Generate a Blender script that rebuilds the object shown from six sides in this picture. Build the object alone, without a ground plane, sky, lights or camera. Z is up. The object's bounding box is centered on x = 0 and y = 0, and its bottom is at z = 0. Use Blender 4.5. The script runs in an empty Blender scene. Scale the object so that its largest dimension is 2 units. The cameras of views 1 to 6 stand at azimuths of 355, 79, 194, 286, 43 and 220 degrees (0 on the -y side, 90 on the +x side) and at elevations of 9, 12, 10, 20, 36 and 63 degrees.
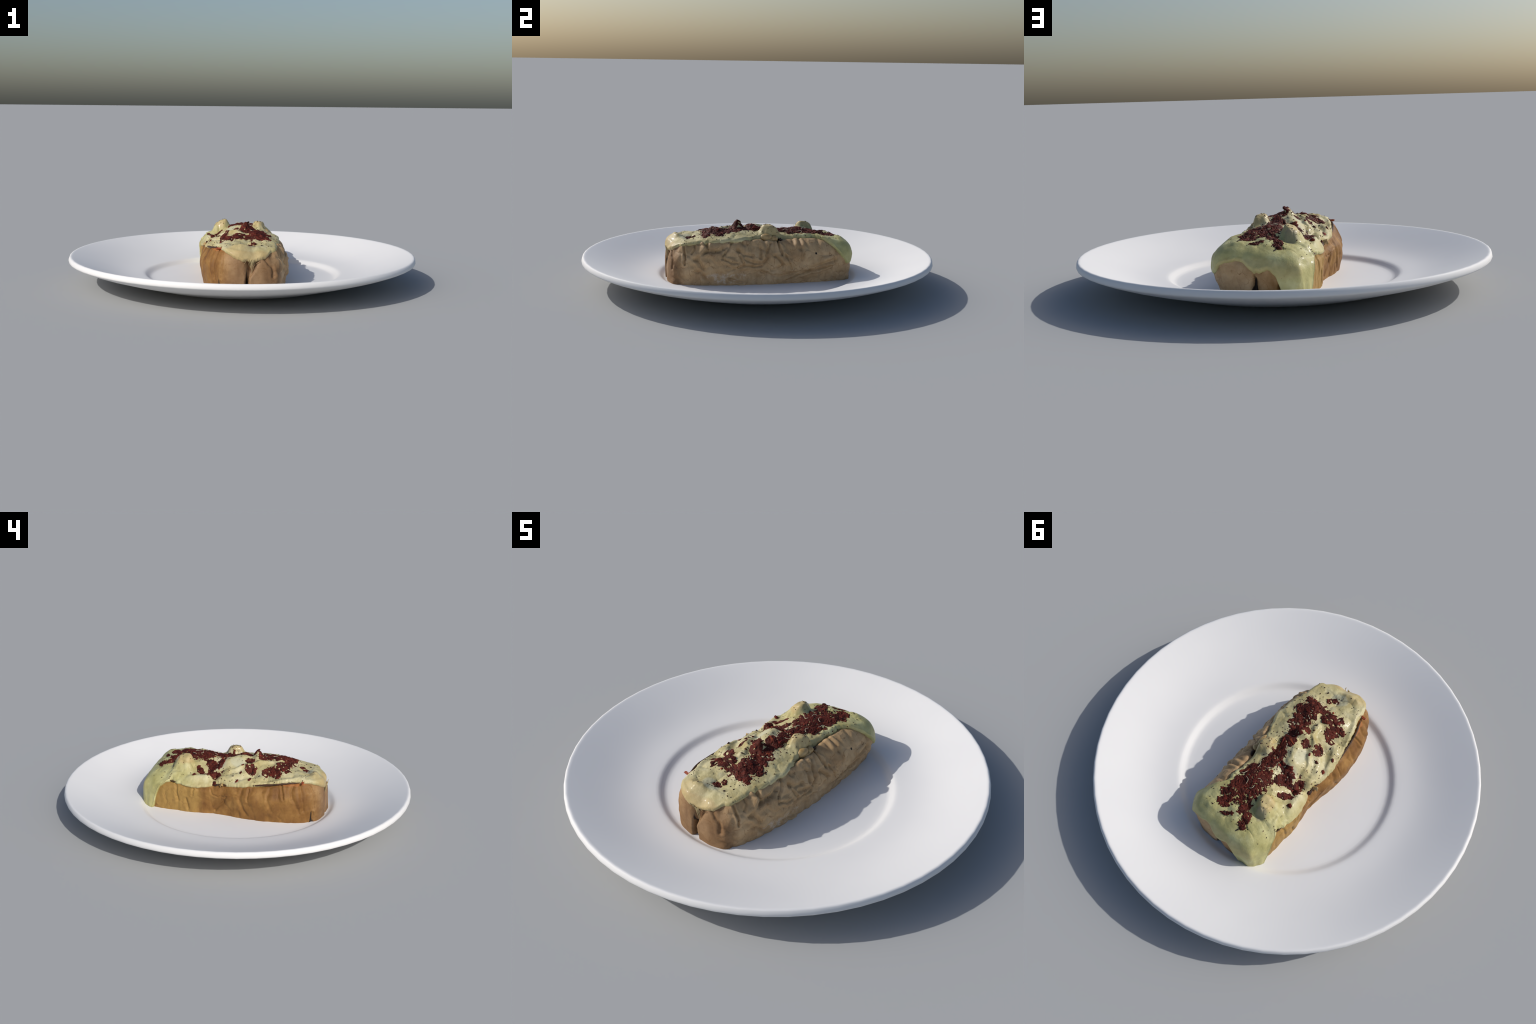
import bpy, bmesh, math, random
import numpy as np
from mathutils import Vector, Matrix, Euler

rng = random.Random(7)
nrng = np.random.RandomState(7)

# ------------------------------------------------------------------ helpers
def hash3(i, j, k, seed):
    n = (i * 374761393 + j * 668265263 + k * 2147483647 + seed * 974634777) & 0xFFFFFFFF
    n = ((n ^ (n >> 13)) * 1274126177) & 0xFFFFFFFF
    n = ((n ^ (n >> 15)) * 2246822519) & 0xFFFFFFFF
    return ((n ^ (n >> 16)) & 0xFFFFFF) / float(0xFFFFFF)

def vnoise(p, seed=0):
    """smooth value noise, -1..1, p is (...,3)"""
    f = np.floor(p); d = p - f
    i = f.astype(np.int64)
    d = d * d * d * (d * (d * 6 - 15) + 10)
    out = 0
    for a in (0, 1):
        for b in (0, 1):
            for c in (0, 1):
                w = (np.where(a, d[..., 0], 1 - d[..., 0]) * np.where(b, d[..., 1], 1 - d[..., 1])
                     * np.where(c, d[..., 2], 1 - d[..., 2]))
                out = out + w * hash3(i[..., 0] + a, i[..., 1] + b, i[..., 2] + c, seed)
    return out * 2 - 1

def fbm(p, freq, octs=3, seed=0, gain=.5):
    s = 0; a = 1; tot = 0
    for o in range(octs):
        s = s + a * vnoise(p * freq + 17.3 * o, seed + o)
        tot += a; a *= gain; freq *= 2.03
    return s / tot

def cells(p, freq, seed=0):
    """distances to the nearest and second nearest jittered point, in cell units (2D on the first two axes)"""
    q = p[..., :2] * freq
    base = np.floor(q).astype(np.int64)
    f1 = np.full(q.shape[:-1], 9.0); f2 = f1.copy(); z = np.zeros(q.shape[:-1], np.int64)
    for a in (-1, 0, 1):
        for b in (-1, 0, 1):
            i, j = base[..., 0] + a, base[..., 1] + b
            px = i + .15 + .7 * hash3(i, j, z, seed); py = j + .15 + .7 * hash3(i, j, z + 1, seed)
            d = np.hypot(px - q[..., 0], py - q[..., 1])
            f2 = np.where(d < f1, f1, np.minimum(f2, d)); f1 = np.minimum(f1, d)
    return f1, f2

def smooth(x, a, b):
    t = np.clip((x - a) / (b - a), 0, 1)
    return t * t * (3 - 2 * t)

def periodic_spline(vals, n):
    """Catmull-Rom through the rows of vals (closed), n samples, knots even"""
    vals = np.asarray(vals, float)
    m = len(vals)
    t = np.arange(n) / n * m
    i = np.floor(t).astype(int); f = (t - i)[:, None]
    p0, p1, p2, p3 = (vals[(i + k) % m] for k in (-1, 0, 1, 2))
    return .5 * (2 * p1 + (p2 - p0) * f + (2 * p0 - 5 * p1 + 4 * p2 - p3) * f**2
                 + (3 * p1 - p0 - 3 * p2 + p3) * f**3)

def make_object(name, verts, faces, mat, parent=None, smooth_shade=True):
    me = bpy.data.meshes.new(name)
    me.from_pydata([tuple(v) for v in verts], [], [tuple(int(i) for i in f) for f in faces])
    me.validate(); me.update()
    if smooth_shade:
        me.polygons.foreach_set("use_smooth", [True] * len(me.polygons))
    me.materials.append(mat)
    ob = bpy.data.objects.new(name, me)
    bpy.context.scene.collection.objects.link(ob)
    if parent: ob.parent = parent
    return ob

def grid_faces(rows, cols, off=0):
    """rows x cols grid closed over columns"""
    r, c = np.meshgrid(np.arange(rows - 1), np.arange(cols), indexing='ij')
    c2 = (c + 1) % cols
    return np.stack([r * cols + c, r * cols + c2, (r + 1) * cols + c2, (r + 1) * cols + c], -1).reshape(-1, 4) + off

# ------------------------------------------------------------------ node helpers
class Mat:
    def __init__(self, name):
        self.m = bpy.data.materials.new(name); self.m.use_nodes = True
        self.nt = self.m.node_tree
        self.bsdf = self.nt.nodes["Principled BSDF"]
        self.tc = self.nt.nodes.new("ShaderNodeTexCoord")
        self.obj = self.tc.outputs["Object"]
    def n(self, t, **k):
        nd = self.nt.nodes.new(t)
        for a, v in k.items(): setattr(nd, a, v)
        return nd
    def link(self, a, b): self.nt.links.new(a, b)
    def mapping(self, scale=(1, 1, 1), loc=(0, 0, 0), rot=(0, 0, 0)):
        mp = self.n("ShaderNodeMapping")
        mp.inputs["Scale"].default_value = scale; mp.inputs["Location"].default_value = loc
        mp.inputs["Rotation"].default_value = rot
        self.link(self.obj, mp.inputs["Vector"]); return mp.outputs[0]
    def noise(self, scale, detail=4, rough=.55, vec=None, dist=0):
        nd = self.n("ShaderNodeTexNoise")
        nd.inputs["Scale"].default_value = scale; nd.inputs["Detail"].default_value = detail
        nd.inputs["Roughness"].default_value = rough; nd.inputs["Distortion"].default_value = dist
        self.link(vec or self.obj, nd.inputs["Vector"]); return nd.outputs["Fac"]
    def ramp(self, fac, stops, interp='LINEAR'):
        r = self.n("ShaderNodeValToRGB"); cr = r.color_ramp; cr.interpolation = interp
        while len(cr.elements) < len(stops): cr.elements.new(.5)
        for e, (p, c) in zip(cr.elements, stops):
            e.position = p; e.color = (*c, 1) if len(c) == 3 else c
        self.link(fac, r.inputs[0]); return r.outputs[0]
    def fac(self, f, a, b):
        r = self.n("ShaderNodeMapRange", interpolation_type='SMOOTHSTEP')
        r.inputs["From Min"].default_value = a; r.inputs["From Max"].default_value = b
        self.link(f, r.inputs["Value"]); return r.outputs[0]
    def mix(self, f, a, b, blend='MIX'):
        m = self.n("ShaderNodeMix", data_type='RGBA', blend_type=blend)
        for s, v in ((m.inputs[0], f), (m.inputs[6], a), (m.inputs[7], b)):
            if isinstance(v, (int, float)): s.default_value = v
            elif isinstance(v, tuple): s.default_value = (*v, 1)
            else: self.link(v, s)
        return m.outputs[2]
    def math(self, op, a, b=None, c=None):
        m = self.n("ShaderNodeMath", operation=op)
        for s, v in zip(m.inputs, (a, b, c)):
            if v is None: continue
            if isinstance(v, (int, float)): s.default_value = v
            else: self.link(v, s)
        return m.outputs[0]
    def xyz(self):
        s = self.n("ShaderNodeSeparateXYZ"); self.link(self.obj, s.inputs[0]); return s.outputs
    def blob(self, centre, radius, wobble=None):
        """1 inside a soft ellipsoid round centre, 0 outside"""
        mp = self.n("ShaderNodeVectorMath", operation='SUBTRACT')
        self.link(self.obj, mp.inputs[0]); mp.inputs[1].default_value = centre
        dv = self.n("ShaderNodeVectorMath", operation='DIVIDE')
        self.link(mp.outputs[0], dv.inputs[0]); dv.inputs[1].default_value = radius
        ln = self.n("ShaderNodeVectorMath", operation='LENGTH'); self.link(dv.outputs[0], ln.inputs[0])
        d = ln.outputs["Value"]
        if wobble is not None: d = self.math('ADD', d, wobble)
        return self.fac(d, 1.15, .75)
    def bump(self, height, strength, dist):
        b = self.n("ShaderNodeBump"); b.inputs["Strength"].default_value = strength
        b.inputs["Distance"].default_value = dist
        self.link(height, b.inputs["Height"]); self.link(b.outputs[0], self.bsdf.inputs["Normal"])
    def out(self, color, rough, spec=.5):
        if isinstance(color, tuple): self.bsdf.inputs["Base Color"].default_value = (*color, 1)
        else: self.link(color, self.bsdf.inputs["Base Color"])
        if isinstance(rough, (int, float)): self.bsdf.inputs["Roughness"].default_value = rough
        else: self.link(rough, self.bsdf.inputs["Roughness"])
        self.bsdf.inputs["Specular IOR Level"].default_value = spec
        return self.m

def mat_porcelain():
    m = Mat("white_porcelain")
    n = m.noise(3, 2)
    return m.out(m.ramp(n, [(.3, (.79, .79, .795)), (.7, (.81, .81, .81))]), .55, .25)

def mat_skin():
    m = Mat("roasted_skin")
    x, y, z = m.xyz()
    n1 = m.noise(9, 5, .6); n2 = m.noise(38, 6, .62)
    streak = m.noise(26, 4, .6, m.mapping((1, 1, .22)))
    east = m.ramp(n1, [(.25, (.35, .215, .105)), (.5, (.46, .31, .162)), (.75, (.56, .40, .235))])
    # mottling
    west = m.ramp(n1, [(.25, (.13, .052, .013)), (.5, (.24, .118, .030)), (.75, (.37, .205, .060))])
    south = m.ramp(n1, [(.25, (.165, .086, .036)), (.5, (.245, .145, .070)), (.75, (.33, .21, .112))])  # darkened to carry the baked shade of the south end
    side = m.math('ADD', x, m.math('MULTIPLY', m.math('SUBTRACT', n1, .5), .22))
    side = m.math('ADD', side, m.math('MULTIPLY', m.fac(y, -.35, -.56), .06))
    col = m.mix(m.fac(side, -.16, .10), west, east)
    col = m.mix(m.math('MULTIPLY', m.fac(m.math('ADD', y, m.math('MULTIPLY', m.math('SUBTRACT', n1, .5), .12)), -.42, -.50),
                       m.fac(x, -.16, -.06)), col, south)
    # golden north-west panel
    col = m.mix(m.math('MULTIPLY', m.blob((-.25, .3, .12), (.08, .16, .2)), .7), col, (.37, .235, .068))
    # streaked, finely mottled grain
    col = m.mix(.38, col, m.ramp(streak, [(.3, (.62, .55, .48)), (.5, (1, 1, 1)), (.72, (1.12, 1.1, 1.06))]), 'MULTIPLY')
    col = m.mix(.5, col, m.ramp(n2, [(.3, (.75, .68, .6)), (.5, (1, 1, 1)), (.75, (1.1, 1.08, 1.05))]), 'MULTIPLY')
    # thin amber veins
    vz = m.n("ShaderNodeTexVoronoi", feature='DISTANCE_TO_EDGE')
    vz.inputs["Scale"].default_value = 15
    wob = m.n("ShaderNodeVectorMath", operation='ADD')
    nz = m.n("ShaderNodeTexNoise"); nz.inputs["Scale"].default_value = 12; m.link(m.obj, nz.inputs["Vector"])
    sc = m.n("ShaderNodeVectorMath", operation='SCALE'); sc.inputs["Scale"].default_value = .12
    m.link(nz.outputs["Color"], sc.inputs[0]); m.link(m.obj, wob.inputs[0]); m.link(sc.outputs[0], wob.inputs[1])
    m.link(wob.outputs[0], vz.inputs["Vector"])
    vein = m.math('MULTIPLY', m.fac(vz.outputs["Distance"], .035, .0), m.fac(n2, .42, .62))
    col = m.mix(m.math('MULTIPLY', vein, .75), col, (.19, .09, .03))
    crust = m.math('MULTIPLY', m.math('MULTIPLY', m.fac(z, .185, .235), m.fac(x, -.10, -.17)), m.fac(n2, .38, .6))
    col = m.mix(m.math('MULTIPLY', crust, .6), col, (.20, .085, .022))
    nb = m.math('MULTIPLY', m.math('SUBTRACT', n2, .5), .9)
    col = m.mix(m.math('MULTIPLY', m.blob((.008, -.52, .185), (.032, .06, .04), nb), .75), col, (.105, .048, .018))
    # pale floury smears low on the east wall
    sm = m.math('MULTIPLY', m.blob((.24, -.22, .075), (.1, .14, .035)), m.fac(n2, .45, .65))
    col = m.mix(m.math('MULTIPLY', sm, .6), col, (.62, .54, .44))
    # orange-red roasted lip on the south-west edge; the dark line at the edge is a separate tube
    lip = m.math('MULTIPLY', m.blob((-.18, -.37, .256), (.05, .13, .014)), m.fac(n2, .35, .55))
    col = m.mix(m.math('MULTIPLY', lip, .8), col, (.36, .13, .035))
    # deep shade inside the clefts, painted into the skin colour
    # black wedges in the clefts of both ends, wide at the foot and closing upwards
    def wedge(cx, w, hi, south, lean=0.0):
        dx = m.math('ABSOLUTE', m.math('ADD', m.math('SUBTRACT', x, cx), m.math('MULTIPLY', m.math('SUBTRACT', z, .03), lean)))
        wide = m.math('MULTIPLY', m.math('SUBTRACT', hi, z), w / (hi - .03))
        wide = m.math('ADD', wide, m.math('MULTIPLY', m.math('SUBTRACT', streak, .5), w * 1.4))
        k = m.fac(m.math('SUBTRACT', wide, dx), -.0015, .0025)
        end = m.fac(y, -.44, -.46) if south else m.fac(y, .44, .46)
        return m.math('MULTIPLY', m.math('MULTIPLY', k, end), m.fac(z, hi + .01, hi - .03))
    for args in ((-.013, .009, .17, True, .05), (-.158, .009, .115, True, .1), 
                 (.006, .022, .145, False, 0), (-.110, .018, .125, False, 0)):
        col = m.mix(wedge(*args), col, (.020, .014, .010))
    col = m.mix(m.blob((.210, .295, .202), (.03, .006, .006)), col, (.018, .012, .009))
    m.bump(m.math('ADD', n2, m.math('MULTIPLY', streak, .7)), .35, .006)
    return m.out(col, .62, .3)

def mat_cheese():
    m = Mat("melted_cheese")
    x, y, z = m.xyz()
    n1 = m.noise(11, 4, .55); n2 = m.noise(45, 5, .6); n3 = m.noise(5, 2)
    base = m.ramp(n1, [(.28, (.385, .315, .135)), (.5, (.50, .44, .225)), (.72, (.60, .55, .345))])
    green = m.ramp(n1, [(.28, (.365, .34, .13)), (.5, (.465, .435, .187)), (.72, (.555, .54, .275))])
    north = m.math('ADD', y, m.math('MULTIPLY', m.math('SUBTRACT', n3, .5), .5))
    col = m.mix(m.fac(north, .12, .42), base, green)
    # browned, buttery tan on the lumps and on the south tongue
    wb = m.math('MULTIPLY', m.math('SUBTRACT', n1, .5), 1.0)
    for c, r, k in (((-.119, .285, .335), (.055, .065, .05), .6), ((.11, .05, .33), (.05, .06, .05), .45),
                    ((.04, -.54, .235), (.16, .06, .05), .6), ((-.05, -.49, .28), (.09, .05, .04), .35),
                    ((.0, .53, .17), (.26, .05, .05), .3)):
        col = m.mix(m.math('MULTIPLY', m.blob(c, r, wb), k), col, (.48, .345, .16))
    # translucent whitish patches, oily fleck
    for c, r in (((.0, -.42, .29), (.05, .035, .05)), ((-.09, .10, .3), (.05, .06, .05)),
                 ((-.07, -.02, .3), (.035, .05, .05)), ((.07, -.17, .3), (.04, .05, .06))):
        col = m.mix(m.math('MULTIPLY', m.blob(c, r, wb), .5), col, (.52, .53, .41))
    col = m.mix(m.math('MULTIPLY', m.blob((-.12, .345, .29), (.03, .035, .05), wb), .55), col, (.24, .22, .17))
    col = m.mix(.45, col, m.ramp(n2, [(.3, (.8, .76, .66)), (.5, (1, 1, 1)), (.72, (1.08, 1.08, 1.06))]), 'MULTIPLY')
    # paprika dust and grease specks
    sp = m.noise(150, 2, .5)
    where = m.fac(m.noise(14, 3), .5, .62)
    col = m.mix(m.math('MULTIPLY', m.math('MULTIPLY', m.fac(sp, .68, .73), where), .55), col, (.20, .05, .015))
    m.bump(m.math('ADD', m.noise(75, 4, .6), m.math('MULTIPLY', n2, .5)), .3, .006)
    m.bsdf.inputs["Coat Weight"].default_value = .10; m.bsdf.inputs["Coat Roughness"].default_value = .16
    m.bsdf.inputs["Subsurface Weight"].default_value = 0
    return m.out(col, m.ramp(n2, [(.35, (.42,) * 3), (.65, (.65,) * 3)]), .35)

def mat_meat(name, dark=1.0):
    m = Mat(name)
    info = m.n("ShaderNodeObjectInfo")
    n1 = m.noise(38, 5, .65); n2 = m.noise(150, 4, .6)
    col = m.ramp(n1, [(.28, (.018 * dark, .0062, .005)), (.44, (.068 * dark, .013, .0085)),
                      (.6, (.140 * dark, .027, .0165)), (.78, (.235 * dark, .058, .034))])
    pick = m.ramp(info.outputs["Random"], [(0, (.40, .36, .36)), (.35, (.8, .78, .8)), (.7, (1.15, 1.1, 1.15)), (.88, (1.4, 1.5, 1.4)), (1, (1.8, 2.4, 1.5))])
    col = m.mix(1.0, col, pick, 'MULTIPLY')
    col = m.mix(.5, col, m.ramp(n2, [(.3, (.55, .5, .5)), (.5, (1, 1, 1)), (.75, (1.35, 1.3, 1.25))]), 'MULTIPLY')
    m.bump(n2, .6, .004)
    return m.out(col, m.ramp(n2, [(.3, (.5,) * 3), (.7, (.8,) * 3)]), .16)

def mat_plain(name, a, b, scale, rough=.55, spec=.35):
    m = Mat(name)
    n = m.noise(scale, 4, .6)
    m.bump(n, .4, .003)
    return m.out(m.ramp(n, [(.3, a), (.7, b)]), rough, spec)

M_PLATE = mat_porcelain(); M_SKIN = mat_skin(); M_CHEESE = mat_cheese()
M_MEAT = mat_meat("dark_red_meat"); M_SHRED = mat_meat("red_meat_shreds", 1.25)
M_PEPPER = mat_plain("black_pepper", (.012, .009, .008), (.06, .025, .015), 120)
M_PAPRIKA = mat_plain("red_pepper_flesh", (.22, .03, .01), (.36, .08, .02), 80, .4, .5)
M_DARK_EDGE = mat_plain("dark_brown_edge", (.020, .012, .008), (.085, .035, .015), 60)
M_FIBRE = mat_plain("stringy_cheese", (.34, .26, .13), (.46, .38, .20), 50, .5, .35)
M_STRAND = mat_plain("pale_cheese", (.48, .42, .28), (.62, .57, .42), 60, .4, .4)
M_ONION = mat_plain("roasted_onion", (.30, .17, .06), (.52, .38, .17), 40, .4, .5)

# ------------------------------------------------------------------ plate
def build_plate():
    # (radius, height) from the middle of the top, over the rim, to the middle of the underside
    prof = [(0, .034), (.2, .034), (.4, .034), (.50, .034), (.524, .0343), (.536, .0365), (.545, .0415), (.556, .050),
            (.564, .0555), (.572, .0588), (.584, .0607), (.61, .0635), (.65, .0685), (.69, .0755), (.73, .0850), (.77, .0965),
            (.81, .1095), (.85, .1235), (.89, .1380), (.93, .1525), (.96, .1632), (.975, .1684), (.983, .1712), (.9895, .1716), (.9945, .168),
            (.9985, .157), (1.0, .148), (.998, .1425), (.990, .1375),
            (.96, .1245), (.90, .1030), (.82, .0790), (.74, .0565), (.68, .0405), (.62, .0235), (.58, .0130), (.54, .0050),
            (.52, .0015), (.50, .0), (.44, .0), (.38, .001), (.36, .006), (.2, .007), (0, .007)]
    N = 64
    ang = np.arange(N) / N * 2 * np.pi
    verts = []; faces = []; prev = None
    for r, z in prof:
        if r == 0:
            verts.append((0, 0, z)); ring = [len(verts) - 1]
        else:
            s = len(verts); ring = list(range(s, s + N))
            verts += [(r * math.cos(a), r * math.sin(a), z) for a in ang]
        if prev:
            for i in range(N):
                j = (i + 1) % N
                if len(prev) == 1: faces.append((prev[0], ring[i], ring[j]))
                elif len(ring) == 1: faces.append((prev[i], ring[0], prev[j]))
                else: faces.append((prev[i], ring[i], ring[j], prev[j]))
        prev = ring
    ob = make_object("dinner_plate", verts, faces, M_PLATE)
    ob["label"] = "round white porcelain dinner plate with raised wide rim"
    ob["category"] = "plate"
    return ob

# ------------------------------------------------------------------ body of the stuffed squash
# stations round the slice, anticlockwise from the south end:
# foot x,y | belly x,y (z .15) | rim x,y,z | cheese drape past the rim (m, negative = stops short)
STATIONS = [
 (.010, -.525,  .010, -.524,  .020, -.490, .242,  .050),
 (.070, -.527,  .075, -.520,  .072, -.476, .246,  .044),
 (.120, -.513,  .123, -.501,  .112, -.452, .250,  .022),
 (.152, -.487,  .165, -.480,  .138, -.437, .254,  .014),
 (.178, -.418,  .192, -.410,  .155, -.375, .260,  .008),
 (.198, -.340,  .221, -.335,  .168, -.310, .266,  .008),
 (.210, -.250,  .237, -.250,  .176, -.230, .272,  .010),
 (.220, -.140,  .236, -.140,  .182, -.140, .277,  .008),
 (.222, -.030,  .229, -.030,  .175, -.030, .275, -.020),
 (.219,  .080,  .227,  .080,  .163,  .070, .264, -.034),
 (.212,  .180,  .230,  .180,  .148,  .165, .273, -.024),
 (.202,  .280,  .228,  .280,  .149,  .265, .276, -.016),
 (.194,  .370,  .226,  .370,  .150,  .340, .274,  .006),
 (.180,  .440,  .222,  .440,  .166,  .418, .258,  .090),
 (.168,  .488,  .203,  .483,  .156,  .466, .250,  .130),
 (.130,  .514,  .160,  .513,  .115,  .486, .248,  .080),
 (.070,  .520,  .085,  .530,  .050,  .482, .240,  .055),
 (.005,  .516,  .010,  .530,  .000,  .478, .240,  .105),
 (-.070, .518, -.075,  .529, -.070,  .474, .234,  .100),
 (-.135, .518, -.140,  .524, -.130,  .470, .224,  .225),
 (-.186, .511, -.187,  .509, -.174,  .450, .215,  .240),
 (-.216, .462, -.218,  .452, -.202,  .405, .207,  .240),
 (-.230, .385, -.234,  .380, -.218,  .350, .205,  .010),
 (-.231, .300, -.237,  .295, -.222,  .280, .202,  .008),
 (-.231, .215, -.237,  .210, -.222,  .205, .195,  .022),
 (-.222, .145, -.233,  .140, -.215,  .135, .198,  .018),
 (-.213, .075, -.228,  .075, -.207,  .065, .205, -.004),
 (-.217, .010, -.232,  .010, -.210,  .000, .212,  .000),
 (-.232,-.080, -.249, -.080, -.216, -.080, .222,  .006),
 (-.236,-.180, -.255, -.170, -.211, -.170, .231, -.004),
 (-.228,-.280, -.243, -.275, -.200, -.262, .241, -.012),
 (-.214,-.370, -.226, -.362, -.185, -.340, .251, -.014),
 (-.185,-.450, -.188, -.442, -.158, -.410, .256, -.006),
 (-.138,-.503, -.143, -.502, -.123, -.472, .258,  .012),
 (-.062,-.524, -.062, -.527, -.060, -.507, .254,  .050),
]
NC = 1300
ST = periodic_spline(STATIONS, NC)
FLOOR = .032

def crown(y):
    ys = [-.42, -.36, -.28, -.14, 0, .1, .2, .3, .38, .46]
    zs = [.257, .267, .288, .300, .293, .284, .286, .284, .272, .249]
    return np.interp(y, ys, zs)

# lumps on the top: x, y, height, radius across, radius along, turn (deg), power (2 = gaussian, more = flatter top)
LUMPS = [
 (-.117, .287,  .050, .044, .056,  10, 5.0),    # pale clove-like lump under the cheese
 (-.095, .350, -.012, .040, .030,   0, 2.0),    # hollow behind it
 (.102,  .045,  .052, .038, .056, -10, 4.6),    # east lump
 (.150,  .110, -.024, .030, .040,   0, 2.0),    # cave beside it
 (.000, -.132,  .050, .030, .032,   0, 2.2),    # red peak
 (.025, -.040,  .024, .030, .030,   0, 2.0),
 (.050, -.250,  .022, .045, .055,   0, 2.4),
 (.020,  .230,  .014, .045, .055,   0, 2.4),
 (.055,  .340,  .008, .040, .050,   0, 2.4),
 (-.055,-.475,  .016, .055, .030,  10, 2.6),    # south lobe
 (-.140,-.430,  .002, .030, .035,   0, 2.4),
 (.030, -.400, -.010, .050, .030,   0, 2.0),
 (.120,  .450,  .010, .060, .040,   0, 2.4),    # north-east shoulder
 (-.125, .395, -.006, .050, .050,   0, 2.0),
 (-.090, .130, -.014, .040, .040,   0, 2.0),
 (-.155, .090, -.016, .026, .020,  30, 2.0),
 (-.110,-.235, -.018, .035, .040,   0, 2.0),
 (-.130,-.120, -.010, .020, .035, -20, 2.0),
 (-.050, -.270,  .012, .040, .030,   0, 2.0),
 (-.160, -.120, -.018, .050, .240,   0, 2.4),
 (-.010,  .060,  .010, .050, .130,   0, 2.4),   # the west half sags
 (.030,  .090,  .005, .055, .150,   0, 2.4),
 (.110, -.180,  .006, .050, .200,   0, 2.4),
 (.020, -.340, -.006, .060, .030,   0, 2.0),
]
# ropes of cheese across the west half: width, height, points
ROPES = [
 (.028, .020, [(-.015, -.070), (-.040, -.015), (-.070, .030)]),
 (.015, .013, [(-.030, -.210), (-.050, -.150), (-.098, -.067), (-.135, .018)]),
 (.024, .017, [(-.143, -.075), (-.165, -.025), (-.185, .040)]),
 (.022, .014, [(-.165, -.185), (-.190, -.120), (-.200, -.070)]),
 (.026, .022, [(-.175, .125), (-.200, .165), (-.210, .220)]),
 (.018, .008, [(-.150, .240), (-.190, .300), (-.200, .350)]),
 (.018, .003, [(-.170, -.320), (-.150, -.370), (-.115, -.430)]),
]

def seg_dist(x, y, pts):
    best = np.full(x.shape, 9.0)
    for (ax, ay), (bx, by) in zip(pts[:-1], pts[1:]):
        dx, dy = bx - ax, by - ay
        t = np.clip(((x - ax) * dx + (y - ay) * dy) / (dx * dx + dy * dy), 0, 1)
        best = np.minimum(best, np.hypot(x - ax - t * dx, y - ay - t * dy))
    return best

def lumps(x, y):
    h = np.zeros_like(x)
    q = np.stack([x, y, np.zeros_like(x)], -1)
    x = x + fbm(q, 18, 2, 111) * .014; y = y + fbm(q, 18, 2, 112) * .018
    for cx, cy, a, rx, ry, rot, p in LUMPS:
        c, s = math.cos(math.radians(rot)), math.sin(math.radians(rot))
        u = ((x - cx) * c + (y - cy) * s) / rx; v = (-(x - cx) * s + (y - cy) * c) / ry
        h += a * np.exp(-np.power(u * u + v * v, p / 2))
    for w, a, pts in ROPES:
        h += a * np.exp(-(seg_dist(x, y, pts) / w) ** 2.4)
    # separate rounded melted lumps with hollows between
    g = np.stack([x, y], -1)
    f1, f2 = cells(g, 13.5, 5)
    h += (np.sqrt(np.clip(1 - (f1 / .75) ** 2, 0, 1)) - .55) * .0125 * (.45 + .55 * smooth(-x, -.03, .05))
    f1, f2 = cells(g, 31, 6)
    h += (np.sqrt(np.clip(1 - (f1 / .8) ** 2, 0, 1)) - .5) * .002
    return h

def wall_point(t):
    """t (rows, NC) metres down the wall below the rim (0..~.25) as fraction 0..1 -> xyz"""
    foot = np.stack([ST[:, 0], ST[:, 1], np.full(NC, FLOOR)], -1)
    belly = np.stack([ST[:, 2], ST[:, 3], np.full(NC, .15)], -1)
    rim = ST[:, 4:7]
    inward = np.stack([-ST[:, 4], -ST[:, 5] * .4, np.zeros(NC)], -1)
    inward /= np.linalg.norm(inward, axis=1)[:, None]
    inner = rim + inward * .05 + np.array([0, 0, .010])
    below = foot * 2 - belly; below[:, 2] = -.07
    below[:, :2] = foot[:, :2] * 1.0 + (foot[:, :2] - belly[:, :2]) * .6
    k = .52 + .15 * smooth(ST[:, 4], .05, .12) * smooth(ST[:, 5], .08, .18) + .10 * smooth(np.abs(ST[:, 5]), .42, .48)
    shoulder = rim + (belly - rim) * np.stack([k, k, np.full(NC, .36)], -1)
    P = [inner, rim, shoulder, belly, foot, below]
    cuts = (0, .20, .46, 1.0)
    def cr(p0, p1, p2, p3, f):
        f = np.clip(f, 0, 1)[..., None]
        return .5 * (2 * p1 + (p2 - p0) * f + (2 * p0 - 5 * p1 + 4 * p2 - p3) * f**2 + (3 * p1 - p0 - 3 * p2 + p3) * f**3)
    out = None
    for i in range(3):
        seg = cr(P[i], P[i + 1], P[i + 2], P[i + 3], (t - cuts[i]) / (cuts[i + 1] - cuts[i]))
        out = seg if out is None else np.where((t >= cuts[i])[..., None], seg, out)
    return out

SPINE_Y = .36 * np.tanh(ST[:, 5] / .40) / math.tanh(1.25) * 1.0
SPINE_X = np.interp(SPINE_Y, [-.4, 0, .4], [.0, -.005, -.01])

def top_point(u):
    """u (rows, NC): 0 at the rim, 1 on the spine -> xyz of the plain crown"""
    x = ST[:, 4] + (SPINE_X - ST[:, 4]) * u
    y = ST[:, 5] + (SPINE_Y - ST[:, 5]) * u
    cz = crown(SPINE_Y)
    z = ST[:, 6] + (cz - ST[:, 6]) * (1 - (1 - u) ** 1.8)
    return np.stack([x, y, z], -1)

WALL_LEN = np.linalg.norm(np.diff(wall_point(np.repeat(np.linspace(0, 1, 60)[:, None], NC, 1)), axis=0), axis=-1).sum(0)
TOP_LEN = np.hypot(ST[:, 4] - SPINE_X, ST[:, 5] - SPINE_Y)

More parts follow.
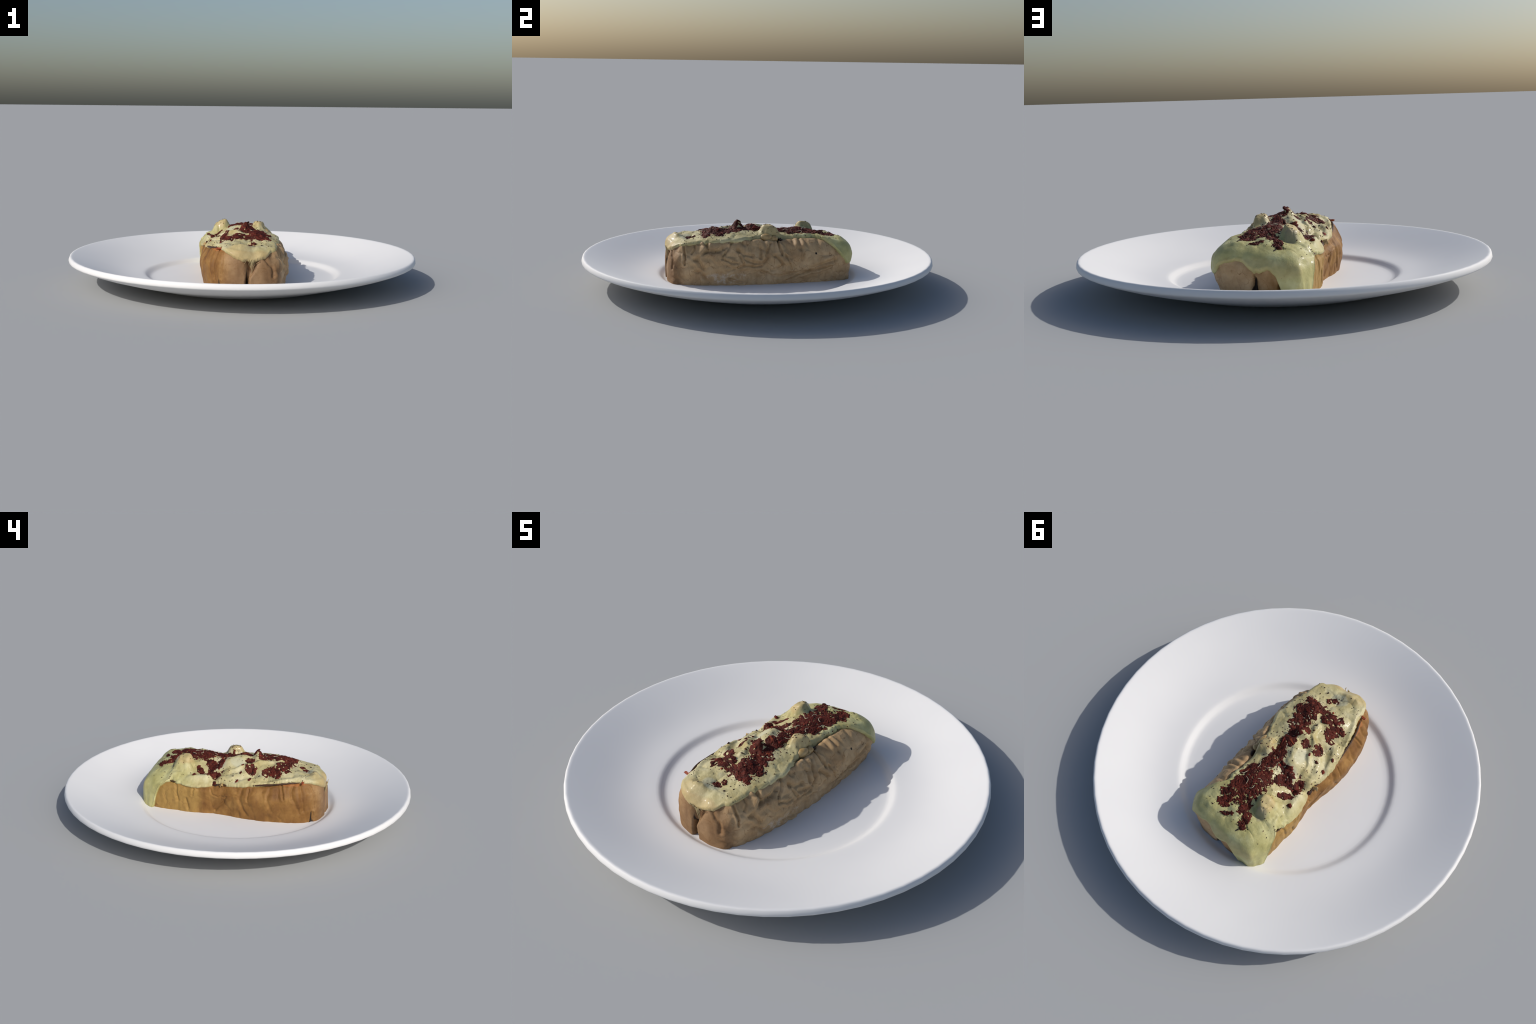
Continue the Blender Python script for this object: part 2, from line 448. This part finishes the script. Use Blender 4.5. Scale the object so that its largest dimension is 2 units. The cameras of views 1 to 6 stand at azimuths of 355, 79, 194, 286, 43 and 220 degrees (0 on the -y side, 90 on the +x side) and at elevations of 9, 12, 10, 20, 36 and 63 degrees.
def normals_of(P):
    du = np.gradient(P, axis=0)
    dv = (np.roll(P, -1, 1) - np.roll(P, 1, 1)) * .5
    n = np.cross(dv, du)
    l = np.linalg.norm(n, axis=-1, keepdims=True)
    return n / np.maximum(l, 1e-12)

# creases of the wrinkled skin, per wall, as (along the wall, height) polylines
CREASE_EAST = [
 [(-.38, .269), (-.38, .238), (-.40, .21)], [(-.32, .265), (-.32, .222)], [(-.33, .218), (-.25, .23), (-.21, .246)],
 [(-.18, .272), (-.20, .234), (-.23, .208), (-.24, .187)], [(-.13, .28), (-.11, .253)],
 [(-.15, .228), (-.12, .208), (-.08, .192)], [(-.14, .203), (-.12, .15), (-.06, .138), (-.02, .141)],
 [(-.11, .179), (-.06, .158), (-.01, .155), (.02, .19)], [(-.03, .259), (-.02, .22), (-.02, .186)],
 [(.08, .266), (.10, .198)], [(.04, .257), (.01, .20)], [(.21, .278), (.21, .229), (.22, .209), (.21, .171)],
 [(.12, .197), (.14, .158), (.15, .118)], [(.06, .194), (.10, .145)],
 [(-.02, .113), (.04, .089), (.10, .085), (.17, .091), (.25, .104), (.33, .139), (.41, .168)],
 [(-.23, .189), (-.19, .167), (-.15, .161)], [(-.39, .179), (-.33, .215)], [(-.37, .176), (-.34, .128)],
 [(-.44, .249), (-.44, .182), (-.44, .154)], [(-.12, .146), (-.18, .128), (-.21, .118)],
 [(.04, .116), (.09, .133), (.13, .139)], [(.12, .055), (.20, .085), (.28, .109), (.38, .132)],
 [(-.20, .073), (-.13, .047)], [(-.38, .113), (-.35, .112), (-.33, .08)]]
CREASE_WEST = [
 [(.096, .185), (.085, .154), (.051, .144), (.001, .153), (-.054, .176)],
 [(.001, .153), (.018, .116), (.046, .09), (.069, .059)], [(-.092, .22), (-.081, .152), (-.098, .103), (-.12, .066)],
 [(-.13, .215), (-.128, .152)], [(-.377, .243), (-.367, .215), (-.395, .157), (-.418, .093)],
 [(-.414, .248), (-.426, .194), (-.439, .107)], [(.197, .18), (.20, .14)], [(.237, .112), (.227, .056)],
 [(-.25, .23), (-.24, .17), (-.26, .11)], [(-.31, .25), (-.33, .18)], [(.30, .19), (.29, .10)]]
CREASE_SOUTH = [
 [(-.149, .243), (-.142, .195), (-.152, .161), (-.156, .11)], [(.074, .218), (.115, .176), (.129, .124)]]
CLEFTS = [  # folds of both ends: wall, position, bottom, top, depth, half width below and above, lean
 ('S', -.014, .03, .120, .022, .013, .006, .0), ('S', -.012, .10, .215, .022, .005, .036, .22),
 ('S', -.160, .03, .110, .006, .007, .002, .0),
 ('N', .006, .03, .140, .026, .020, .004, .0), ('N', -.108, .03, .115, .022, .018, .004, .0)]

def wrinkle(P):
    """displacement of the skin along its normal"""
    x, y, z = P[..., 0], P[..., 1], P[..., 2]
    east = smooth(x, .10, .16) ; west = smooth(-x, .10, .16)
    south = smooth(-y, .42, .47); north = smooth(y, .44, .49)
    wob = fbm(P, 26, 3, 5) * .007
    vary = .4 + 1.15 * (fbm(P, 12, 2, 6) * .5 + .5)
    d = np.zeros_like(x)
    def groove(dist, depth, w):
        return -depth * np.exp(-(dist / w) ** 2) + depth * .55 * np.exp(-((dist - 2.4 * w) / (1.6 * w)) ** 2)
    for lines, mask, a in ((CREASE_EAST, east * 1.25, y), (CREASE_WEST, west * .62, y), (CREASE_SOUTH, south * .7, x)):
        for k, l in enumerate(lines):
            w = .0042 + .0018 * (k % 3)
            d += vary * mask * groove(seg_dist(a + wob, z + wob, l), .0052 + .0026 * ((k * 7) % 4) / 3, w * (.7 + .4 * vary))
    for wall, c, lo, hi, depth, w_lo, w_hi, lean in CLEFTS:
        m = south if wall == 'S' else north
        t = np.clip((z - lo) / (hi - lo), 0, 1)
        ww = w_lo + (w_hi - w_lo) * t + .0015
        d += -m * depth * np.exp(-np.abs((x + wob - c - lean * (z - lo)) / ww) ** 2.2) * (1 - smooth(z, hi - .02, hi + .015))
    # crumpled paper-like facets on the shaded wall
    f1, f2 = cells(np.stack([y + wob, z * 1.1 + y * .35 + wob], -1), 12.5, 8)
    d += (np.minimum(f2 - f1, .4) - .25) * .016 * east
    f1, f2 = cells(np.stack([y + 2 * wob, z * .6], -1), 13, 9)
    d += (np.minimum(f2 - f1, .4) - .25) * .008 * west
    # soft puckering between the creases, upright folds on west and south
    rid = 1 - np.abs(fbm(P * np.array([1, 1, .75]), 16, 3, 11))
    d += (rid - .92) * .005 * east
    fold = fbm(P * np.array([1, 1, .25]), 24, 2, 21)
    d += fold * (.0024 * west + .0012 * south + .002 * north)
    d -= .003 * west
    d += fbm(P, 9, 2, 31) * .005
    d = np.where(north > .3, np.minimum(d, .0025), d)
    return d

def build_skin(parent):
    rows = 96
    t = np.repeat(np.linspace(0, 1, rows)[:, None], NC, 1)
    W = wall_point(t)
    # round lip that turns inwards under the cheese
    lip = []
    inw = np.stack([SPINE_X - ST[:, 4], SPINE_Y - ST[:, 5]], -1); inw /= np.linalg.norm(inw, axis=1)[:, None]
    for a, dz in ((.055, -.060), (.040, -.035), (.027, -.014), (.016, -.004), (.007, .0)):
        q = W[0].copy(); q[:, :2] += inw * a; q[:, 2] += dz; lip.append(q)
    P = np.concatenate([np.stack(lip), W], 0)
    n = -normals_of(P)
    cen = P[..., :2]
    sign = np.sign((n[..., 0] * (cen[..., 0]) + n[..., 1] * cen[..., 1])[rows // 2].mean())
    n *= sign
    fade = np.ones(P.shape[0]); fade[:5] = (0, .1, .3, .6, .9)
    d = wrinkle(P) * fade[:, None]
    P = P + n * d[..., None]
    P[..., 2] = np.where(P[..., 2] < FLOOR, FLOOR, P[..., 2])
    V = P.reshape(-1, 3); R = P.shape[0]
    F = grid_faces(R, NC).tolist()
    # inner floor and underside
    V = V.tolist()
    ic = len(V); V.append((0, 0, .20)); bc = len(V); V.append((0, 0, FLOOR))
    for c in range(NC):
        c2 = (c + 1) % NC
        F.append((ic, c2, c)); F.append((bc, (R - 1) * NC + c, (R - 1) * NC + c2))
    return make_object("squash_skin", V, F, M_SKIN, parent)

def cheese_surface(s):
    """s (rows, NC): signed metres along the path, negative over the top, positive down the wall"""
    u = np.clip(-s / TOP_LEN, 0, 1)
    t = np.clip(s / WALL_LEN, 0, 1)
    return np.where((s < 0)[..., None], top_point(u), wall_point(t))

# jagged local drape: drips and nibbles along the cheese edge
def drape():
    rim3 = ST[:, 4:7]
    D = ST[:, 7].copy()
    D += fbm(rim3, 20, 2, 41) * .008 + fbm(rim3, 55, 3, 42) * .006
    return D

def build_cheese():
    D = drape()
    top_rows = 92; edge_rows = 34
    # rows: spine -> some way in, then dense to the edge
    a = np.linspace(0, 1, top_rows)
    S_top = -TOP_LEN[None] * (1 - a[:, None]) + (np.minimum(D, 0) - .03)[None] * a[:, None]
    b = np.linspace(0, 1, edge_rows)[1:]
    start = np.minimum(D, 0) - .03
    S_edge = start[None] + (D - start)[None] * (1 - (1 - b[:, None]) ** 1.6)
    S = np.concatenate([S_top, S_edge], 0)
    P = cheese_surface(S)
    n = normals_of(P)
    if n[top_rows // 2, :, 2].mean() < 0: n = -n
    n[0] = (0, 0, 1)
    # blend normals to up near the spine fan
    dist = D[None] - S                                   # metres from the edge
    thick = np.clip(.012 - .03 * np.maximum(D, 0), .007, .012)[None] + fbm(P, 14, 2, 51) * .004
    prof = np.power(np.clip(1 - (1 - np.clip(dist / .022, 0, 1)) ** 2, 0, 1), .5)
    off = thick * prof - .003 * (1 - prof)
    # thicker rolled bead along the edge
    off += .0025 * np.exp(-((dist - .014) / .010) ** 2)
    P = P + n * off[..., None]
    x, y = P[..., 0], P[..., 1]
    w = smooth(-S, -.01, .035)
    P[..., 2] += lumps(x, y) * w
    P[..., 2] += (fbm(P * np.array([1, 1, 0]), 13, 3, 61) * .007 + fbm(P * np.array([1, 1, 0]), 34, 3, 62) * .0018) * w
    # runs and sags where the cheese hangs down the wall
    hang = smooth(S, .02, .06)
    P += n * (fbm(P * np.array([1, 1, .18]), 26, 2, 71) * .005 * hang)[..., None]
    # skirt that tucks the edge in
    last = P[-1]; nl = n[-1]
    sk1 = last - nl * .010
    sk2 = last - nl * .022; sk2[:, 2] -= np.where(D < 0, .015, 0)
    P = np.concatenate([P, sk1[None], sk2[None]], 0)
    P[..., 2] = np.maximum(P[..., 2], FLOOR + .001)
    return P, S

def build_topping(parent):
    P, S = build_cheese()
    R = P.shape[0]
    cheese = make_object("melted_cheese", P.reshape(-1, 3), grid_faces(R, NC)[:, ::-1], M_CHEESE, parent)
    return cheese, P, S

# ------------------------------------------------------------------ red meat
PATCHES = [  # x, y, rx, ry, turn
 (.062, .400, .034, .026, 0), (.070, .355, .040, .022, 20), (.040, .335, .045, .045, 0), (-.030, .365, .022, .030, 0),
 (-.072, .395, .018, .024, 20), (-.078, .440, .022, .014, 0), (-.005, .345, .040, .025, 0), (.022, .445, .008, .030, -60),
 (.020, .205, .060, .060, 0), (.072, .200, .034, .034, 0), (.030, .105, .034, .055, 0), (.072, .295, .034, .040, 0),
 (.020, .265, .050, .045, 0), (.020, .020, .026, .050, 10), (.030, -.040, .034, .040, 0), (.050, -.125, .040, .045, 0),
 (.015, -.145, .040, .030, 0), (.090, -.310, .030, .028, 20), (.035, -.305, .045, .028, 0), (.080, -.235, .040, .045, 0),
 (-.050, -.285, .050, .036, 15), (-.100, -.255, .026, .036, 0), (-.115, -.200, .022, .018, 0), (.040, -.235, .040, .025, 0),
 (-.068, .080, .044, .015, 0), (-.085, .125, .038, .026, 30), (-.155, .095, .020, .044, 20), (-.140, .180, .034, .013, 40),
 (-.110, -.110, .022, .026, 0), (-.045, -.090, .022, .020, 0), (.010, -.400, .020, .010, 0), (-.140, -.274, .014, .014, 0),
 (.03, -.375, .012, .010, 0), (-.015, .190, .025, .045, 0), (.036, .060, .018, .030, 0), (.035, -.085, .030, .030, 0), (.045, -.190, .030, .035, 0),
 (.065, -.275, .045, .035, 0), (-.010, -.300, .030, .025, 0), (-.085, -.225, .022, .022, 0)]

def meat_mask(x, y):
    m = np.full(x.shape, -1.0)
    for cx, cy, rx, ry, rot in PATCHES:
        c, s = math.cos(math.radians(rot)), math.sin(math.radians(rot))
        u = ((x - cx) * c + (y - cy) * s) / rx; v = (-(x - cx) * s + (y - cy) * c) / ry
        m = np.maximum(m, 1 - np.sqrt(u * u + v * v))
    return m

def build_meat(parent, P, S):
    rows = 92
    Q = P[:rows].copy()
    x, y = Q[..., 0], Q[..., 1]
    flat = Q * np.array([1, 1, 1])
    m = meat_mask(x, y) + fbm(flat, 31, 4, 81, .65) * 1.0 + .38
    lvl = smooth(m, -.05, .35)
    rid = 1 - np.abs(fbm(flat, 70, 3, 91, .6)) * 2
    Q[..., 2] += -.005 + .0065 * lvl + (rid - .3) * .005 * lvl
    Q[..., :2] += (np.stack([fbm(flat, 60, 2, 101), fbm(flat, 60, 2, 102)], -1) * .004) * lvl[..., None]
    keep = lvl > .12
    F = grid_faces(rows, NC)[:, ::-1]
    k = keep.reshape(-1)
    F = F[k[F].any(1)]
    used = np.unique(F); remap = -np.ones(rows * NC, int); remap[used] = np.arange(len(used))
    return make_object("meat_crumble", Q.reshape(-1, 3)[used], remap[F], M_MEAT, parent)

# ------------------------------------------------------------------ loose pieces
class Sampler:
    """height and slope of the cheese top at x, y (nearest vertex on a coarse hash)"""
    def __init__(self, P):
        Q = P[:-2].reshape(-1, 3); up = P[:-2]
        n = normals_of(up); n = np.where(n[..., 2:3] < 0, -n, n).reshape(-1, 3)
        self.cell = .006; self.d = {}
        for i in range(0, len(Q), 1):
            key = (int(math.floor(Q[i, 0] / self.cell)), int(math.floor(Q[i, 1] / self.cell)))
            j = self.d.get(key)
            if j is None or Q[i, 2] > Q[j, 2]: self.d[key] = i
        self.Q = Q; self.n = n
    def at(self, x, y):
        kx, ky = int(math.floor(x / self.cell)), int(math.floor(y / self.cell))
        for r in range(4):
            c = [self.d[(kx + a, ky + b)] for a in range(-r, r + 1) for b in range(-r, r + 1) if (kx + a, ky + b) in self.d]
            if c:
                i = min(c, key=lambda j: (self.Q[j, 0] - x) ** 2 + (self.Q[j, 1] - y) ** 2)
                return Vector(self.Q[i]), Vector(self.n[i])
        return None

def shred_mesh(name, seed, lx, ly, lz, mat, sub=2):
    bm = bmesh.new()
    bmesh.ops.create_icosphere(bm, subdivisions=sub, radius=1)
    co = np.array([v.co[:] for v in bm.verts])
    d = 1 + .75 * fbm(co, 1.9, 3, seed, .7)
    co = co * d[:, None]
    co = np.sign(co) * np.abs(co) ** .8
    co[:, 2] += .9 * np.sin(co[:, 0] * 2 + seed) + .6 * np.sin(co[:, 1] * 3 + seed)
    co[:, 1] += .3 * np.sin(co[:, 0] * 2.5 + seed * 2)
    for v, c in zip(bm.verts, co): v.co = (c[0] * lx, c[1] * ly, c[2] * lz)
    me = bpy.data.meshes.new(name); bm.to_mesh(me); bm.free()
    me.polygons.foreach_set("use_smooth", [True] * len(me.polygons))
    me.materials.append(mat)
    return me

def place(me, name, loc, nrm, spin, scale, parent, sink=0.0, tilt=.25):
    ob = bpy.data.objects.new(name, me)
    bpy.context.scene.collection.objects.link(ob)
    q = nrm.to_track_quat('Z', 'Y').to_matrix().to_4x4()
    q = q @ Matrix.Rotation(spin, 4, 'Z') @ Euler((rng.uniform(-tilt, tilt), rng.uniform(-tilt, tilt), 0)).to_matrix().to_4x4()
    ob.matrix_world = Matrix.Translation(loc - nrm * sink) @ q @ Matrix.Diagonal((scale, scale, scale, 1))
    ob.parent = parent
    return ob

def build_dark_edge_line(parent):
    """dark irregular tube along the rim, showing as a dark line under the cheese on the west side"""
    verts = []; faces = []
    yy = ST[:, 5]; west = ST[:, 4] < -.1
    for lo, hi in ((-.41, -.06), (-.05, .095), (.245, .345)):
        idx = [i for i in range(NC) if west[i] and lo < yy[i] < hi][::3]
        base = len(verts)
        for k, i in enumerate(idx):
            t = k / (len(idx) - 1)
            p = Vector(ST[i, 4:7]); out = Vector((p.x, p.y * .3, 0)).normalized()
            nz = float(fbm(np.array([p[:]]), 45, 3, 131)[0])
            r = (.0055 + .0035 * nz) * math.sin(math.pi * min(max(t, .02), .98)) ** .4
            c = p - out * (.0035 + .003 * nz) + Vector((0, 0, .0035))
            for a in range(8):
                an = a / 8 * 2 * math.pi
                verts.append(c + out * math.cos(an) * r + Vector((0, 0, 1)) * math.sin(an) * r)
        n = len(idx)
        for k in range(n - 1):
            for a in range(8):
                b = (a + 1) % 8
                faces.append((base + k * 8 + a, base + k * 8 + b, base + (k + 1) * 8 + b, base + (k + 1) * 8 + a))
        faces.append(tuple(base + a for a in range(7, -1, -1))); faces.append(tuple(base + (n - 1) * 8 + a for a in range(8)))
    return make_object("dark_edge_line", verts, faces, M_DARK_EDGE, parent)

def tube(name, pts, r0, r1, mat, parent):
    verts = []; faces = []; n = len(pts)
    for k, p in enumerate(pts):
        r = r0 + (r1 - r0) * k / (n - 1)
        for a in range(6):
            an = a / 6 * 2 * math.pi
            verts.append((p[0] + math.cos(an) * r, p[1] + math.sin(an) * r, p[2]))
    for k in range(n - 1):
        for a in range(6):
            b = (a + 1) % 6
            faces.append((k * 6 + a, (k + 1) * 6 + a, (k + 1) * 6 + b, k * 6 + b))
    faces.append((0, 1, 2, 3, 4, 5)); faces.append(tuple((n - 1) * 6 + a for a in range(5, -1, -1)))
    return make_object(name, verts, faces, mat, parent)

def build_strands(parent, sm):
    """thin pale curls of unmelted cheese lying on the meat"""
    for k, (x, y, sp) in enumerate(((.005, .135, .4), (.000, .265, 1.1), (.055, .150, 2.0), (.012, -.010, 2.6), (-.01, .215, .2),
                                    (.060, .020, 1.0), (.035, -.215, 1.9), (.085, .225, .7), (.045, .255, 2.3))):
        s = sm.at(x, y)
        if not s: continue
        cu = bpy.data.curves.new("cheese_strand", 'CURVE'); cu.dimensions = '3D'; cu.bevel_depth = .0011; cu.bevel_resolution = 2
        cu.use_fill_caps = True
        spl = cu.splines.new('POLY'); n = 9; spl.points.add(n - 1)
        L = .012 + .004 * (k % 3)
        for i in range(n):
            t = i / (n - 1) * 2 - 1
            px = t * L; py = .006 * math.sin(t * 2.2 + k)
            spl.points[i].co = (x + px * math.cos(sp) - py * math.sin(sp), y + px * math.sin(sp) + py * math.cos(sp),
                                s[0].z + .0085 + .002 * math.sin(t * 3 + k), 1)
        ob = bpy.data.objects.new("cheese_strand", cu); bpy.context.scene.collection.objects.link(ob)
        dg = bpy.context.evaluated_depsgraph_get(); me = bpy.data.meshes.new_from_object(ob.evaluated_get(dg))
        bpy.data.objects.remove(ob); bpy.data.curves.remove(cu)
        me.materials.clear(); me.materials.append(M_STRAND)
        me.polygons.foreach_set("use_smooth", [True] * len(me.polygons))
        o = bpy.data.objects.new("cheese_strand", me); bpy.context.scene.collection.objects.link(o); o.parent = parent

def build_pieces(parent, meat, cheese, P):
    sm = Sampler(P)
    shreds = [shred_mesh("meat_shred", 200 + i, rng.uniform(.010, .020), rng.uniform(.005, .011), rng.uniform(.0014, .0022), M_SHRED)
              for i in range(16)]
    darks = [shred_mesh("meat_shred", 300 + i, rng.uniform(.009, .018), rng.uniform(.004, .009), rng.uniform(.0016, .0024), M_MEAT)
             for i in range(8)]
    count = 0; guard = 0
    while count < 250 and guard < 6000:
        guard += 1
        x, y = rng.uniform(-.19, .14), rng.uniform(-.42, .47)
        m = float(meat_mask(np.array([x]), np.array([y]))[0])
        if m < -.45 or rng.random() > math.exp(min(m, 0) * 4.5): continue
        s = sm.at(x, y)
        if not s: continue
        me = rng.choice(shreds if rng.random() < .7 else darks)
        place(me, "meat_shred", s[0], s[1], rng.uniform(0, 6.28), rng.uniform(.4, 1.0) if rng.random() < .75 else rng.uniform(1.0, 1.5), meat, .0006, .22)
        count += 1
    build_strands(meat, sm)
    # single bits lying on the cheese
    chunk = [shred_mesh("meat_bit", 400 + i, .012, .008, .0035, M_SHRED) for i in range(4)]
    for x, y, sc, spin in ((-.225, .070, 1.35, .9), (-.188, .205, 1.2, .2), (-.198, -.050, 1.1, 1.2), (-.197, -.130, .9, .5),
                           (-.150, -.055, .8, 2), (.008, -.402, .9, .3), (.040, -.385, .8, 1), (-.085, .452, 1.2, .2),
                           (-.100, -.060, .7, .4), (-.155, .110, 1.2, 1.5), (-.145, .165, 1.1, 2.2), (-.120, -.130, .9, 1)):
        s = sm.at(x, y)
        if s: place(rng.choice(chunk), "meat_bit", s[0], s[1], spin, sc, cheese, -.001, .2)
    fl = [shred_mesh("herb_flake", 500 + i, .008, .0035, .0018, M_PEPPER) for i in range(3)]
    for x, y, sc, spin in ((-.075, .470, 1.0, .4), (.020, .445, 1.6, -.7), (-.130, .050, .9, 1), (-.110, .100, 1, 2), (.075, -.415, 1.3, .5),
                           (-.150, -.170, 1.1, 1), (-.02, -.20, 1.2, 2), (-.165, .06, .9, 0), (.115, -.33, .9, 1), (-.06, .31, 1.2, .5),
                           (-.175, -.02, .8, .5), (.105, .455, 1., .3), (-.10, .305, .8, .5)):
        s = sm.at(x, y)
        if s: place(rng.choice(fl), "herb_flake", s[0], s[1], spin, sc, cheese, -.0005, .15)
    # crumbs too small to count, one joined part
    bm = bmesh.new()
    for i in range(430):
        for _ in range(20):
            x, y = rng.uniform(-.22, .17), rng.uniform(-.46, .46)
            m = float(meat_mask(np.array([x]), np.array([y]))[0])
            if -1.2 < m < 0 and rng.random() < math.exp(m * 1.8): break
        s = sm.at(x, y)
        if not s: continue
        r = rng.uniform(.0011, .0028)
        mt = Matrix.Translation(s[0] + s[1] * r * .3) @ s[1].to_track_quat('Z', 'Y').to_matrix().to_4x4() @ \
            Matrix.Rotation(rng.uniform(0, 6.28), 4, 'Z') @ Matrix.Diagonal((r * rng.uniform(1, 2.2), r, r * .7, 1))
        k = len(bm.faces)
        bmesh.ops.create_icosphere(bm, subdivisions=1, radius=1, matrix=mt)
        bm.faces.ensure_lookup_table()
        mi = 0 if rng.random() < .45 else 1
        for f in bm.faces[k:]: f.material_index = mi; f.smooth = True
    me = bpy.data.meshes.new("spice_crumbs"); bm.to_mesh(me); bm.free()
    me.materials.append(M_PEPPER); me.materials.append(M_SHRED)
    ob = bpy.data.objects.new("spice_crumbs", me); bpy.context.scene.collection.objects.link(ob)
    ob.parent = cheese; ob["kind"] = "stuff"
    # soft onion lying in the cave under the east lump, and a dark mushroom end peeping out west
    on = shred_mesh("onion_piece", 600, .034, .017, .015, M_ONION, 3)
    for k, (loc, sc, turn) in enumerate((((.138, .022, .284), (.022, .036, .022), .1), ((.140, .068, .277), (.020, .022, .018), -.3),
                                         ((.148, .040, .272), (.014, .040, .010), .0))):
        bm = bmesh.new(); bmesh.ops.create_icosphere(bm, subdivisions=3, radius=1)
        co = np.array([v.co[:] for v in bm.verts]); co = co * (1 + .16 * fbm(co, 1.7, 3, 640 + k))[:, None]
        for v, c in zip(bm.verts, co): v.co = (c[0] * sc[0], c[1] * sc[1], c[2] * sc[2])
        me = bpy.data.meshes.new("onion_piece"); bm.to_mesh(me); bm.free()
        me.polygons.foreach_set("use_smooth", [True] * len(me.polygons)); me.materials.append(M_ONION)
        o = bpy.data.objects.new("onion_piece", me); bpy.context.scene.collection.objects.link(o)
        o.location = loc; o.rotation_euler = (0, 0, turn); o.parent = parent
    # stringy fibres of cheese hanging into the notch of the south end
    for k, (x0, z0, dx, L) in enumerate(((-.012, .205, .012, .030), (.000, .203, .010, .055), (.010, .202, -.004, .062), (.018, .203, -.006, .050),
                                         (.024, .205, -.012, .034), (-.030, .208, .004, .018), (.036, .212, -.010, .022))):
        pts = [(x0 + dx * t + .003 * math.sin(t * 6 + k), -.530 + .014 * t, z0 + .012 - (L + .012) * t) for t in (0, .2, .4, .6, .8, 1)]
        tube("cheese_strand", pts, .0024, .0009, M_FIBRE, cheese)
    place(on, "onion_piece", Vector((-.205, .035, .213)), Vector((-.3, 0, 1)).normalized(), 1.6, .6, parent, 0, .05)
    build_dark_edge_line(parent)
    ch = shred_mesh("charred_bit", 610, .014, .007, .005, M_PEPPER, 2)
    for p, sc in (((.140, .105, .268), 1.1), ((-.208, .065, .207), .8)):
        place(ch, "charred_bit", Vector(p), Vector((0, 0, 1)), 1.57, sc, parent, 0, .1)
    pp = shred_mesh("pepper_strip", 620, .016, .006, .005, M_PAPRIKA, 2)
    place(pp, "pepper_strip", Vector((-.160, -.425, .262)), Vector((-.3, -.3, 1)).normalized(), .8, 1.0, parent, 0, .1)

# ------------------------------------------------------------------ assemble
build_plate()
root = bpy.data.objects.new("stuffed_squash", None)
bpy.context.scene.collection.objects.link(root)
root["label"] = "roasted wrinkled squash boat topped with melted cheese and red meat"
root["category"] = "stuffed vegetable"
build_skin(root)
cheese, P, S = build_topping(root)
meat = build_meat(root, P, S)
build_pieces(root, meat, cheese, P)
